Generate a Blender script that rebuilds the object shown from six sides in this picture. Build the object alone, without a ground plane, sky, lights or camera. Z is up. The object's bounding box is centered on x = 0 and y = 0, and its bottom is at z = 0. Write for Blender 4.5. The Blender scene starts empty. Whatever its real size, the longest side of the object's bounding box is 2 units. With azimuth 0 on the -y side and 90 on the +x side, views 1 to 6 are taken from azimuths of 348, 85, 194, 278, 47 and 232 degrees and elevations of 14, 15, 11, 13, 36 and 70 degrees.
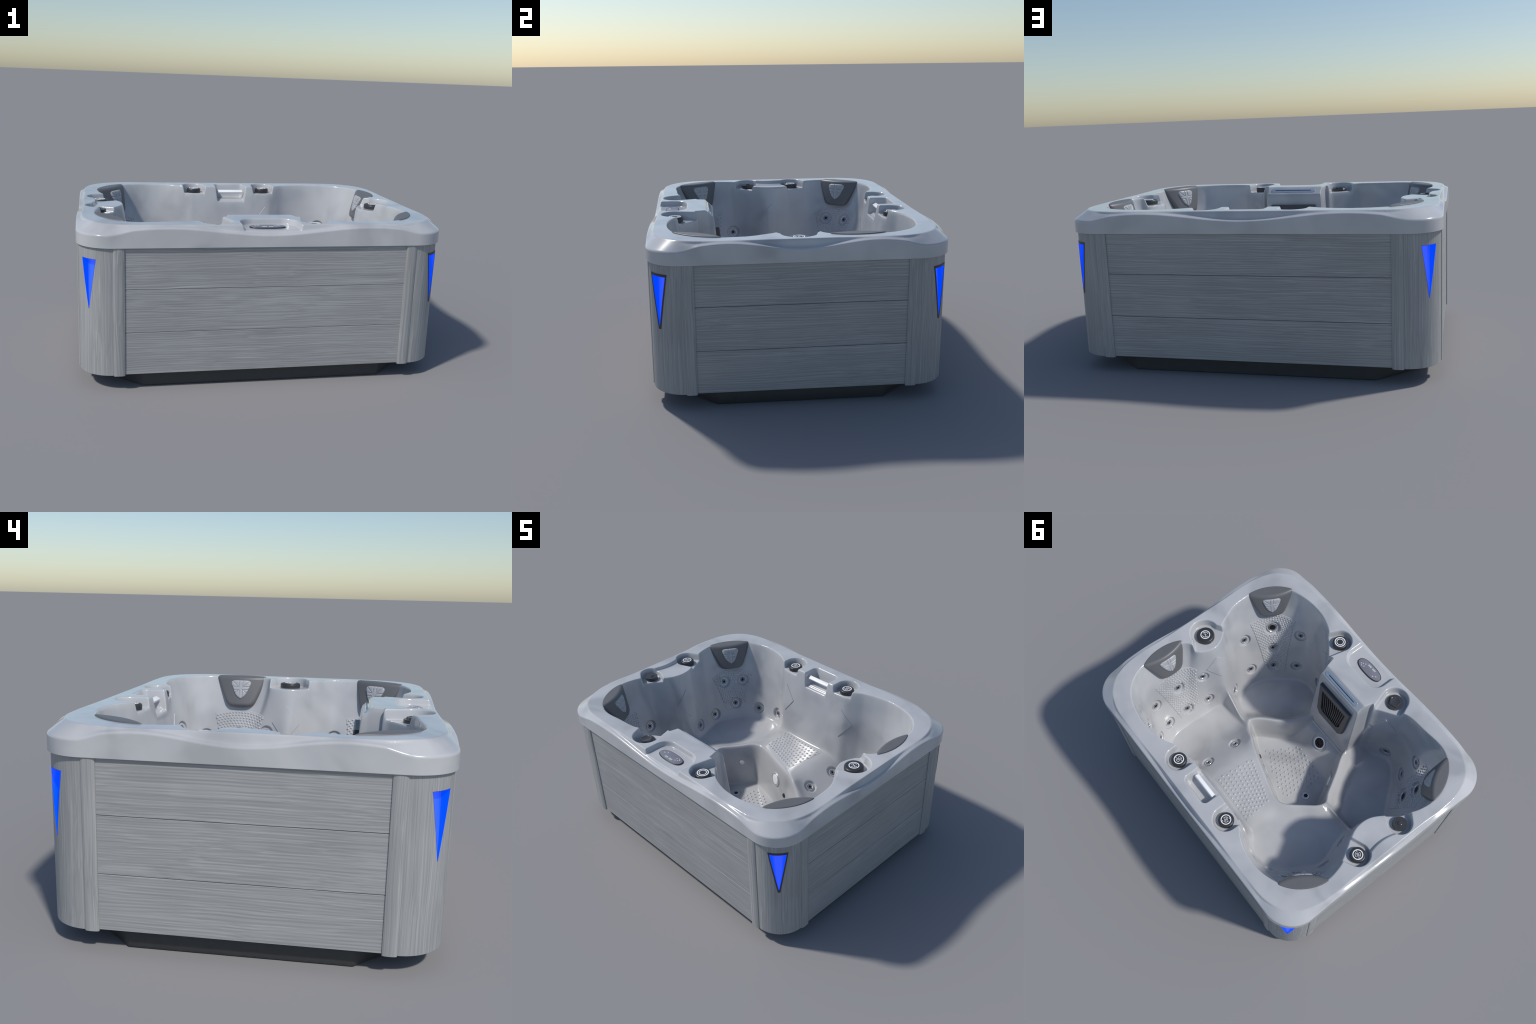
import math
import numpy as np

# =====================================================================
# 1. FIELD: the moulded acrylic shell as a height rule z = h(x, y)
# =====================================================================
DECK = 0.884            # flat top of the rim
STEP = 0.003            # sampling of the height rule


def smoothstep(a, b, v):
    t = np.clip((v - a) / (b - a), 0.0, 1.0)
    return t * t * (3 - 2 * t)


def smin(a, b, k):
    d = np.maximum(k - np.abs(a - b), 0.0) / k
    return np.minimum(a, b) - d * d * k * 0.25


def smax(a, b, k):
    return -smin(-a, -b, k)


def closed_curve(points, per=8):
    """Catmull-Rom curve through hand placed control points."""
    p = np.array(points, float)
    out = []
    for i in range(len(p)):
        a, b, c, d = p[i - 1], p[i], p[(i + 1) % len(p)], p[(i + 2) % len(p)]
        for t in np.arange(per) / per:
            out.append(0.5 * ((2 * b) + (c - a) * t + (2 * a - 5 * b + 4 * c - d) * t * t
                              + (3 * b - a - 3 * c + d) * t ** 3))
    return np.array(out)


def polygon_distance(X, Y, poly):
    """Signed distance, positive inside."""
    best = np.full(X.shape, 1e9)
    inside = np.zeros(X.shape, bool)
    q = np.roll(poly, -1, 0)
    for (ax, ay), (bx, by) in zip(poly, q):
        ex, ey = bx - ax, by - ay
        L = ex * ex + ey * ey
        if L < 1e-14:
            continue
        t = np.clip(((X - ax) * ex + (Y - ay) * ey) / L, 0, 1)
        best = np.minimum(best, (X - ax - t * ex) ** 2 + (Y - ay - t * ey) ** 2)
        if ay != by:
            c = ((ay > Y) != (by > Y)) & (X < ex * (Y - ay) / (by - ay) + ax)
            inside ^= c
    d = np.sqrt(best)
    return np.where(inside, d, -d)


def rounded_rect(X, Y, hx, hy, r):
    """Signed distance, positive inside."""
    qx, qy = np.abs(X) - (hx - r), np.abs(Y) - (hy - r)
    return -(np.hypot(np.maximum(qx, 0), np.maximum(qy, 0)) + np.minimum(np.maximum(qx, qy), 0) - r)


def box2(X, Y, x0, x1, y0, y1, r):
    """Signed distance to a rounded box, positive outside."""
    return -rounded_rect(X - (x0 + x1) / 2, Y - (y0 + y1) / 2, (x1 - x0) / 2, (y1 - y0) / 2, r)


def channel(X, Y, cx, cy, r, dx, dy, length, flare=0.0):
    """Circle with a channel running from it towards the basin; positive outside."""
    n = math.hypot(dx, dy)
    dx, dy = dx / n, dy / n
    u = (X - cx) * dx + (Y - cy) * dy
    v = -(X - cx) * dy + (Y - cy) * dx
    uc = np.clip(u, 0, length)
    return np.hypot(u - uc, v) - r - flare * uc


# rim outline: where the deck turns down into the basin (z = DECK)
RIM = [(.741, 0), (.752, .062), (.785, .108), (.835, .125), (.868, .16), (.893, .22), (.898, .30), (.893, .39), (.880, .47),
       (.851, .532), (.800, .595), (.714, .641), (.580, .664), (.473, .653), (.395, .632), (.335, .600), (.27, .578),
       (.16, .574), (0, .574), (-.16, .574), (-.27, .578), (-.335, .600), (-.385, .630), (-.45, .653), (-.537, .664),
       (-.63, .655), (-.725, .624), (-.785, .590), (-.838, .535), (-.875, .457), (-.885, .38), (-.868, .29),
       (-.843, .235), (-.800, .160), (-.770, .113), (-.749, .062), (-.745, 0), (-.757, -.057), (-.791, -.117),
       (-.840, -.18), (-.872, -.25), (-.892, -.31), (-.902, -.385), (-.886, -.472), (-.845, -.555), (-.800, -.603),
       (-.739, -.649), (-.66, -.666), (-.54, -.655), (-.45, -.649), (-.39, -.637), (-.33, -.600), (-.25, -.545),
       (-.19, -.50), (0, -.49), (.19, -.50), (.25, -.545), (.32, -.605), (.385, -.645), (.468, -.672), (.55, -.678),
       (.64, -.668), (.735, -.641), (.800, -.598), (.845, -.545), (.880, -.472), (.892, -.387), (.883, -.265),
       (.853, -.189), (.822, -.128), (.768, -.070)]
# where the walls reach the seats (z = 0.40 at the back, 0.25 in the three deep seats)
FOOT = [(.658, 0), (.672, .06), (.682, .12), (.684, .22), (.690, .36), (.675, .480), (.612, .578), (.500, .608), (.400, .590),
        (.335, .550), (.25, .515), (0, .500), (-.25, .515), (-.315, .555), (-.39, .583), (-.47, .578), (-.555, .546),
        (-.628, .475), (-.685, .385), (-.732, .280), (-.718, .18), (-.685, .09), (-.662, 0), (-.675, -.07),
        (-.722, -.17), (-.748, -.26), (-.697, -.343), (-.640, -.413), (-.572, -.502), (-.485, -.580), (-.38, -.598),
        (-.265, -.530), (-.200, -.47), (0, -.45), (.200, -.47), (.25, -.515), (.32, -.565), (.415, -.575), (.510, -.540),
        (.587, -.467), (.645, -.390), (.690, -.300), (.710, -.180), (.680, -.08)]
# edge of the foot well
WELL = [(.375, .020), (.20, .108), (-.04, .187), (-.17, .221), (-.232, .217), (-.28, .180), (-.34, .105), (-.395, .035),
        (-.405, -.02), (-.36, -.075), (-.318, -.146), (-.274, -.219), (-.20, -.34), (-.17, -.50), (.17, -.50),
        (.150, -.38), (.192, -.240), (.263, -.148), (.350, -.064), (.385, -.01)]

# middle of each pillow top and the direction it faces
PILLOWS = [((.877, .296), (-1.0, 0.0)), ((-.8045, .504), (.828, -.56)), ((-.822, -.518), (.856, .517)),
           ((.817, -.516), (-.864, .504))]

KNOB_POCKETS = [  # x, y, radius, direction to the basin, length, flare
    (.240, .634, .066, 0, -1, .12, .02), (-.240, .634, .066, 0, -1, .12, .02),
    (.262, -.650, .066, .35, 1, .16, .10), (-.270, -.654, .074, -.35, 1, .16, .06),
    (-.876, .157, .066, 1, .45, .16, .05), (-.884, -.158, .063, 1, -.55, .16, .08),
    (.846, .000, .083, -1, 0, .16, .62)]


def wave(s, period, low, high):
    return (low + high) / 2 - (high - low) / 2 * np.cos(2 * np.pi * s / period)


def height(X, Y):
    # ---- rim: deck, wavy ledge along the sides, sloping corners
    lip = rounded_rect(X, Y, 1.0, 0.78, 0.185)
    deck = rounded_rect(X, Y, 0.972, 0.750, 0.28)
    on_y = (np.abs(Y) - 0.78 > np.abs(X) - 1.0)
    ledge = np.where(on_y, wave(X, 1.08, .834, .872), wave(Y, .76, .837, .873))
    ledge = ledge + np.clip(lip, 0, .03) * 0.35
    t = np.clip(-deck, 0, None) / (np.clip(-deck, 0, None) + np.clip(lip, 0.0, None) + 1e-4)
    cone = DECK - 0.048 * t
    corner = np.where(on_y, smoothstep(.70, .86, np.abs(X)), smoothstep(.50, .63, np.abs(Y)))
    band = np.minimum(ledge * (1 - corner) + cone * corner, DECK - .001)
    rim = np.maximum(band, DECK - np.maximum(-deck, 0) * 7)
    rim = np.where(deck > 0, DECK, rim)
    # ---- walls: ruled between the rim outline and the seat outline
    dt = polygon_distance(X, Y, closed_curve(RIM, 6))
    db = polygon_distance(X, Y, closed_curve(FOOT, 6))
    t = np.where(db < 0, np.clip(dt, 0, None) / (np.clip(dt, 0, None) - db + 1e-6), 1 + np.maximum(db, 0) / .12)
    low = np.maximum(smoothstep(-.01, -.12, Y), smoothstep(.27, .38, X) * smoothstep(.02, .12, Y))
    # flanks of the corner seats are hollowed: they drop steeply from the rim, then run out
    hollow = np.zeros_like(X)
    for (ox, oy), (nx, ny) in PILLOWS:
        q = math.hypot(nx, ny)
        side = np.abs((X - ox) * ny / q - (Y - oy) * nx / q)
        ahead = (X - ox) * nx / q + (Y - oy) * ny / q
        hollow = np.maximum(hollow, np.exp(-((side - .235) / .075) ** 2) * (np.abs(ahead) < .33))
    t = np.where(t < 1, np.clip(t, 1e-6, 1) ** (1 - .27 * hollow), t)
    wall = DECK - (DECK - (.40 - .15 * low)) * t
    # ---- seats
    xs, zs = ([-.9, -.30, -.215, .165, .23, .312, .42, .52, .9], [.355, .355, .390, .390, .376, .324, .252, .230, .228])
    back = sum(np.interp(X + o, xs, zs) for o in (-.04, -.02, 0, .02, .04)) / 5
    front = np.where(X > 0, .150, .240)
    split = np.where(X > 0, .045 - (X - .38) * .13, -.015)
    w = smoothstep(-.03, .03, Y - split)
    seat = front * (1 - w) + back * w
    # low ridges running from the wall dividers to the foot well
    crest = np.where(X > 0, .265 + .50 * np.clip(X - .40, 0, 1), .385 + .15 * np.clip(-X - .45, 0, 1))
    ridge = crest - np.abs(Y - split) * 3.2
    seat = smax(seat, np.where(np.abs(X) > .25, ridge, -1), .05)
    well = polygon_distance(X, Y, closed_curve(WELL, 6))
    rise = np.where(X > 0, .305, .340) * (1 - w) + np.minimum(back + .030, .392) * w
    spread = .075 * (1 - w) + .05 * w
    seat = seat + np.clip(rise - seat, 0, 1) * np.exp(-(np.clip(-well, 0, 1) / spread) ** 2)
    pit_top = seat
    seat = smax(seat, wall, .09 + .06 * low)
    # ---- foot well
    floor = smax(.085 + 0 * X, .085 + (-.19 - Y) * 1.1, .05)
    floor = smin(floor, .255 + 0 * X, .05)
    pit = smax(pit_top + .012 - np.clip(well, -.2, 1) * 6.5, floor, .05)
    h = np.where(well > -.04, smin(seat, pit, .03), seat)
    # ---- filter console standing out from the front wall
    face = .836 - (Y + .420) / .090
    chamfer = .836 + (-.420 - Y) * .92
    side = .86 - (np.abs(X + .006) - .182 - np.clip(-.45 - Y, 0, .3) * .25) / .035
    console = smin(smin(np.minimum(DECK, chamfer), face, .012), side, .025)
    blend = .012 + .06 * smoothstep(.80, .70, h)
    h = smax(h, np.where(Y > -.62, console, -1), blend)
    h = np.minimum(h, DECK)
    # ---- pockets sunk into the deck
    for cx, cy, r, dx, dy, ln, fl in KNOB_POCKETS:
        d = channel(X, Y, cx, cy, r, dx, dy, ln, fl)
        h = np.where(d < .06, smin(h, .835 + np.maximum(d, -.0) * 6 + np.minimum(d, 0) * .0, .008), h)
    d = np.maximum(.303 - np.hypot(X + 1.20, Y - .008), np.abs(Y - .0) - .125)
    h = np.where((d < .06) & (X < -.4), smin(h, .862 + np.maximum(d, 0) * 6, .008), h)
    d = box2(X, Y, -.143, .160, -.86, -.592, .075)
    h = np.where((d < .06) & (Y < -.5), np.minimum(h, .853 + np.maximum(d, 0) * 5), h)
    d = box2(X, Y, -.080, .104, .40, .672, .018)
    h = np.where((d < .06) & (Y > .5), np.minimum(h, .795 + np.maximum(d, 0) * 8 - .012 * (1 - smoothstep(.580, .590, Y))), h)
    h = np.minimum(h, rim)
    return h


class Field:
    def __init__(self):
        self.x0, self.y0 = -1.05, -.84
        nx, ny = int(2.1 / STEP) + 1, int(1.68 / STEP) + 1
        X, Y = np.meshgrid(self.x0 + STEP * np.arange(nx), self.y0 + STEP * np.arange(ny), indexing='ij')
        h = height(X, Y)
        for _ in range(2):                      # soften every edge to a small radius
            for ax in (0, 1):
                h = (np.roll(h, 1, ax) + 2 * h + np.roll(h, -1, ax)) / 4
        # the basin walls are ruled between two curves: iron out the facets
        soft = h.copy()
        for _ in range(10):
            for ax in (0, 1):
                soft = (np.roll(soft, 1, ax) + 2 * soft + np.roll(soft, -1, ax)) / 4
        inner = polygon_distance(X, Y, closed_curve(RIM, 3))
        m = smoothstep(.012, .030, inner) * (1 - smoothstep(.66, .74, h)) * smoothstep(.10, .17, h)
        m = np.where((np.abs(X) < .26) & (Y < -.36), 0, m)
        self.h = h * (1 - m) + soft * m
        self.dishes = []                        # (centre, axis, radius, depth)

    def lookup(self, x, y):
        u = np.clip((x - self.x0) / STEP, 0, self.h.shape[0] - 1.001)
        v = np.clip((y - self.y0) / STEP, 0, self.h.shape[1] - 1.001)
        i, j = u.astype(int), v.astype(int)
        a, b = u - i, v - j
        h = self.h
        h00, h10, h01, h11 = h[i, j], h[i + 1, j], h[i, j + 1], h[i + 1, j + 1]
        return h00 * (1 - a) * (1 - b) + h10 * a * (1 - b) + h01 * (1 - a) * b + h11 * a * b

    def slope(self, x, y, e=.004):
        gx = (self.lookup(x + e, y) - self.lookup(x - e, y)) / (2 * e)
        gy = (self.lookup(x, y + e) - self.lookup(x, y - e)) / (2 * e)
        return gx, gy

    def basic(self, p):
        """Approximate distance to the moulded surface, positive in the air."""
        x, y, z = p[..., 0], p[..., 1], p[..., 2]
        gx, gy = self.slope(x, y)
        f = (z - self.lookup(x, y)) / np.sqrt(1 + gx * gx + gy * gy)
        return smax(f, -rounded_rect(x, y, 1.0, .78, .185), .008)

    def value(self, p):
        f = self.basic(p)
        for c, n, r, depth in self.dishes:
            q = p - c
            m = np.einsum('...k,...k->...', q, q) < (r + .05) ** 2
            if m.any():
                qq = q[m]
                a = qq @ n
                rad = np.sqrt(np.maximum(np.einsum('...k,...k->...', qq, qq) - a * a, 0))
                f[m] = smax(f[m], np.minimum(r - rad, a + depth), .005)
        return f

    def gradient(self, p, e=.002):
        g = np.empty(p.shape)
        for k in range(3):
            d = np.zeros(3)
            d[k] = e
            g[..., k] = (self.value(p + d) - self.value(p - d)) / (2 * e)
        return g

    def project(self, p, steps=5, limit=.004):
        p = np.array(p, float)
        for _ in range(steps):
            g = self.gradient(p)
            f = self.value(p)
            s = f / np.maximum((g * g).sum(-1), .05)
            v = g * s[..., None]
            L = np.linalg.norm(v, axis=-1, keepdims=True)
            p = p - v * np.minimum(1, limit / np.maximum(L, 1e-9))
        return p

    def normal(self, p):
        g = self.gradient(np.atleast_2d(p), .003)
        return g / np.linalg.norm(g, axis=-1, keepdims=True)

    def march(self, o, d, far=1.0):
        """First surface point from each o along unit d (starting in the air)."""
        o = np.atleast_2d(np.array(o, float))
        d = np.broadcast_to(np.array(d, float), o.shape)
        t = np.zeros(len(o))
        for _ in range(80):
            f = self.value(o + d * t[:, None])
            t = t + np.clip(f * .7, -.02, .03)
        return o + d * t[:, None]


# =====================================================================
# 2. MESH HELPERS
# =====================================================================
import bpy
import bmesh
from mathutils import Matrix, Vector


def surface_net(values, origin, step):
    """Quads around the zero level of a sampled field (positive outside)."""
    s = values > 0
    nx, ny, nz = s.shape
    c = np.zeros((nx - 1, ny - 1, nz - 1), np.int8)
    for i in (0, 1):
        for j in (0, 1):
            for k in (0, 1):
                c += s[i:nx - 1 + i, j:ny - 1 + j, k:nz - 1 + k]
    cells = np.argwhere((c > 0) & (c < 8))
    index = np.full(c.shape, -1, np.int32)
    index[tuple(cells.T)] = np.arange(len(cells))
    total = np.zeros((len(cells), 3))
    count = np.zeros(len(cells))
    corners = [(0, 0, 0), (1, 0, 0), (0, 1, 0), (1, 1, 0), (0, 0, 1), (1, 0, 1), (0, 1, 1), (1, 1, 1)]
    val = [values[cells[:, 0] + a, cells[:, 1] + b, cells[:, 2] + d].astype(float) for a, b, d in corners]
    for a in range(8):
        for b in range(a + 1, 8):
            pa, pb = np.array(corners[a], float), np.array(corners[b], float)
            if np.abs(pa - pb).sum() != 1:
                continue
            m = (val[a] > 0) != (val[b] > 0)
            t = val[a][m] / (val[a][m] - val[b][m])
            total[m] += pa + (pb - pa) * t[:, None]
            count[m] += 1
    verts = (cells + total / np.maximum(count, 1)[:, None]) * step + np.array(origin)
    quads = []
    for ax in range(3):
        o1, o2 = [(1, 2), (2, 0), (0, 1)][ax]
        lo = [slice(None)] * 3
        hi = [slice(None)] * 3
        lo[ax], hi[ax] = slice(0, -1), slice(1, None)
        a, b = s[tuple(lo)], s[tuple(hi)]
        e = np.argwhere(a != b)
        n = np.array(s.shape)
        ok = (e[:, o1] > 0) & (e[:, o2] > 0) & (e[:, o1] < n[o1] - 1) & (e[:, o2] < n[o2] - 1)
        e = e[ok]
        up = b[tuple(e.T)]
        d1, d2 = np.eye(3, dtype=int)[o1], np.eye(3, dtype=int)[o2]
        q = np.stack([index[tuple((e - d1 - d2).T)], index[tuple((e - d2).T)],
                      index[tuple(e.T)], index[tuple((e - d1).T)]], 1)
        q[~up] = q[~up][:, ::-1]
        quads.append(q)
    return verts, np.concatenate(quads)


def mesh_from(name, verts, faces, smooth=True, normals=None):
    me = bpy.data.meshes.new(name)
    me.from_pydata([tuple(v) for v in verts], [], [tuple(f) for f in faces])
    me.update()
    if smooth:
        me.polygons.foreach_set('use_smooth', [True] * len(me.polygons))
    if normals is not None:
        me.normals_split_custom_set_from_vertices([tuple(n) for n in normals])
    return me


def quads_mesh(name, verts, quads, normals=None):
    """Fast path for big quad arrays."""
    me = bpy.data.meshes.new(name)
    me.vertices.add(len(verts))
    me.vertices.foreach_set('co', np.asarray(verts, np.float32).ravel())
    me.loops.add(len(quads) * 4)
    me.loops.foreach_set('vertex_index', np.asarray(quads, np.int32).ravel())
    me.polygons.add(len(quads))
    me.polygons.foreach_set('loop_start', np.arange(len(quads), dtype=np.int32) * 4)
    me.polygons.foreach_set('use_smooth', np.ones(len(quads), bool))
    me.update(calc_edges=True)
    me.validate()
    if normals is not None:
        me.normals_split_custom_set_from_vertices([tuple(n) for n in normals])
    return me


ROOT = None


def add(name, mesh, mat, parent=None, matrix=None):
    ob = bpy.data.objects.new(name, mesh)
    bpy.context.scene.collection.objects.link(ob)
    if mat is not None and mesh is not None and not mesh.materials:
        mesh.materials.append(mat)
    ob.parent = parent if parent is not None else ROOT
    if matrix is not None:
        ob.matrix_basis = matrix
    return ob


def bevel(mesh, width, segments=2, angle=30):
    bm = bmesh.new()
    bm.from_mesh(mesh)
    e = [x for x in bm.edges if len(x.link_faces) == 2 and x.calc_face_angle(0) > math.radians(angle)]
    bmesh.ops.bevel(bm, geom=e, offset=width, segments=segments, profile=.5, affect='EDGES', clamp_overlap=True)
    bm.normal_update()
    bm.to_mesh(mesh)
    bm.free()
    return mesh


def flat_by_angle(mesh, degrees=35):
    mesh.polygons.foreach_set('use_smooth', [True] * len(mesh.polygons))
    mesh.set_sharp_from_angle(angle=math.radians(degrees))
    return mesh


def prism(name, outline, z0, z1, bev=0.0, segments=2):
    """Extrude a flat outline (counter-clockwise) from z0 to z1."""
    n = len(outline)
    v = [(x, y, z0) for x, y in outline] + [(x, y, z1) for x, y in outline]
    f = [tuple(range(n - 1, -1, -1)), tuple(range(n, 2 * n))]
    f += [(i, (i + 1) % n, n + (i + 1) % n, n + i) for i in range(n)]
    me = mesh_from(name, v, f)
    if bev:
        bevel(me, bev, segments)
    return flat_by_angle(me)


def lathe(name, profile, seg=40):
    """Turn (radius, z) pairs about z; a radius of 0 closes the end."""
    v, f, rings = [], [], []
    for r, z in profile:
        if r == 0:
            rings.append([len(v)])
            v.append((0, 0, z))
        else:
            rings.append(list(range(len(v), len(v) + seg)))
            v += [(r * math.cos(2 * math.pi * i / seg), r * math.sin(2 * math.pi * i / seg), z) for i in range(seg)]
    for a, b in zip(rings, rings[1:]):
        for i in range(seg):
            j = (i + 1) % seg
            if len(a) == 1 and len(b) > 1:
                f.append((a[0], b[i], b[j]))
            elif len(b) == 1 and len(a) > 1:
                f.append((a[i], b[0], a[j]))
            elif len(a) > 1:
                f.append((a[i], b[i], b[j], a[j]))
    me = mesh_from(name, v, f)
    bm = bmesh.new()
    bm.from_mesh(me)
    bmesh.ops.recalc_face_normals(bm, faces=bm.faces)
    bm.to_mesh(me)
    bm.free()
    return flat_by_angle(me, 40)


def sector(parts, r0, r1, a0, a1, z0, z1, seg=None):
    """Flat ring sector as a solid; appended to (verts, faces)."""
    v, f = parts
    full = abs(a1 - a0) >= 359.9
    seg = seg or max(4, int(abs(a1 - a0) / 9))
    n = seg if full else seg + 1
    b = len(v)
    for i in range(n):
        a = math.radians(a0 + (a1 - a0) * i / seg)
        c, s = math.cos(a), math.sin(a)
        v += [(r0 * c, r0 * s, z0), (r1 * c, r1 * s, z0), (r1 * c, r1 * s, z1), (r0 * c, r0 * s, z1)]
    for i in range(seg):
        p, q = b + 4 * i, b + 4 * ((i + 1) % n)
        for k in range(4):
            f.append((p + k, p + (k + 1) % 4, q + (k + 1) % 4, q + k))
    if not full:
        e = b + 4 * seg
        f += [(b, b + 3, b + 2, b + 1), (e, e + 1, e + 2, e + 3)]


def bar(parts, x0, y0, x1, y1, w, z0, z1):
    v, f = parts
    d = math.hypot(x1 - x0, y1 - y0)
    nx, ny = -(y1 - y0) / d * w / 2, (x1 - x0) / d * w / 2
    b = len(v)
    for z in (z0, z1):
        v += [(x0 - nx, y0 - ny, z), (x1 - nx, y1 - ny, z), (x1 + nx, y1 + ny, z), (x0 + nx, y0 + ny, z)]
    f += [(b + 3, b + 2, b + 1, b), (b + 4, b + 5, b + 6, b + 7)]
    f += [(b + i, b + (i + 1) % 4, b + 4 + (i + 1) % 4, b + 4 + i) for i in range(4)]


def box_mesh(name, x0, x1, y0, y1, z0, z1, bev=0.0, segments=2):
    return prism(name, [(x0, y0), (x1, y0), (x1, y1), (x0, y1)], z0, z1, bev, segments)


def frame(origin, normal, up=(0, 0, 1)):
    """Matrix whose z axis is the normal and whose y axis points up the surface."""
    n = Vector(normal).normalized()
    u = Vector(up)
    if abs(n.dot(u)) > .98:
        u = Vector((0, 1, 0))
    x = u.cross(n).normalized()
    y = n.cross(x)
    m = Matrix((x, y, n)).transposed().to_4x4()
    m.translation = Vector(origin)
    return m


# =====================================================================
# 3. MATERIALS
# =====================================================================
def material(name):
    m = bpy.data.materials.new(name)
    m.use_nodes = True
    nt = m.node_tree
    return m, nt, nt.nodes['Principled BSDF']


def plain(name, color, rough=.4, metal=0.0, spec=.5, coat=0.0, grain=0.0, scale=60):
    m, nt, b = material(name)
    b.inputs['Roughness'].default_value = rough
    b.inputs['Metallic'].default_value = metal
    b.inputs['Specular IOR Level'].default_value = spec
    b.inputs['Coat Weight'].default_value = coat
    b.inputs['Coat Roughness'].default_value = .06
    tc = nt.nodes.new('ShaderNodeTexCoord')
    no = nt.nodes.new('ShaderNodeTexNoise')
    no.inputs['Scale'].default_value = scale
    no.inputs['Detail'].default_value = 3
    nt.links.new(tc.outputs['Object'], no.inputs['Vector'])
    r = nt.nodes.new('ShaderNodeValToRGB')
    r.color_ramp.elements[0].color = tuple(c * (1 - grain) for c in color) + (1,)
    r.color_ramp.elements[1].color = tuple(min(1, c * (1 + grain)) for c in color) + (1,)
    nt.links.new(no.outputs['Fac'], r.inputs['Fac'])
    nt.links.new(r.outputs['Color'], b.inputs['Base Color'])
    return m


def acrylic():
    """Pale grey acrylic with soft, cloudy marbling."""
    m, nt, b = material('marbled_acrylic')
    tc = nt.nodes.new('ShaderNodeTexCoord')
    warp = nt.nodes.new('ShaderNodeTexNoise')
    warp.inputs['Scale'].default_value = 2.2
    warp.inputs['Detail'].default_value = 2
    mul = nt.nodes.new('ShaderNodeVectorMath')
    mul.operation = 'MULTIPLY_ADD'
    mul.inputs[1].default_value = (.5, .5, .5)
    no = nt.nodes.new('ShaderNodeTexNoise')
    no.inputs['Scale'].default_value = 4.0
    no.inputs['Detail'].default_value = 2.5
    no.inputs['Roughness'].default_value = .45
    r = nt.nodes.new('ShaderNodeValToRGB')
    r.color_ramp.elements[0].position = .30
    r.color_ramp.elements[0].color = (.405, .412, .425, 1)
    r.color_ramp.elements[1].position = .66
    r.color_ramp.elements[1].color = (.545, .55, .56, 1)
    e = r.color_ramp.elements.new(.46)
    e.color = (.49, .497, .51, 1)
    L = nt.links.new
    L(tc.outputs['Object'], warp.inputs['Vector'])
    L(warp.outputs['Color'], mul.inputs[0])
    L(tc.outputs['Object'], mul.inputs[2])
    L(mul.outputs['Vector'], no.inputs['Vector'])
    L(no.outputs['Fac'], r.inputs['Fac'])
    L(r.outputs['Color'], b.inputs['Base Color'])
    b.inputs['Roughness'].default_value = .16
    b.inputs['Coat Weight'].default_value = .3
    b.inputs['Coat Roughness'].default_value = .05
    return m


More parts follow.
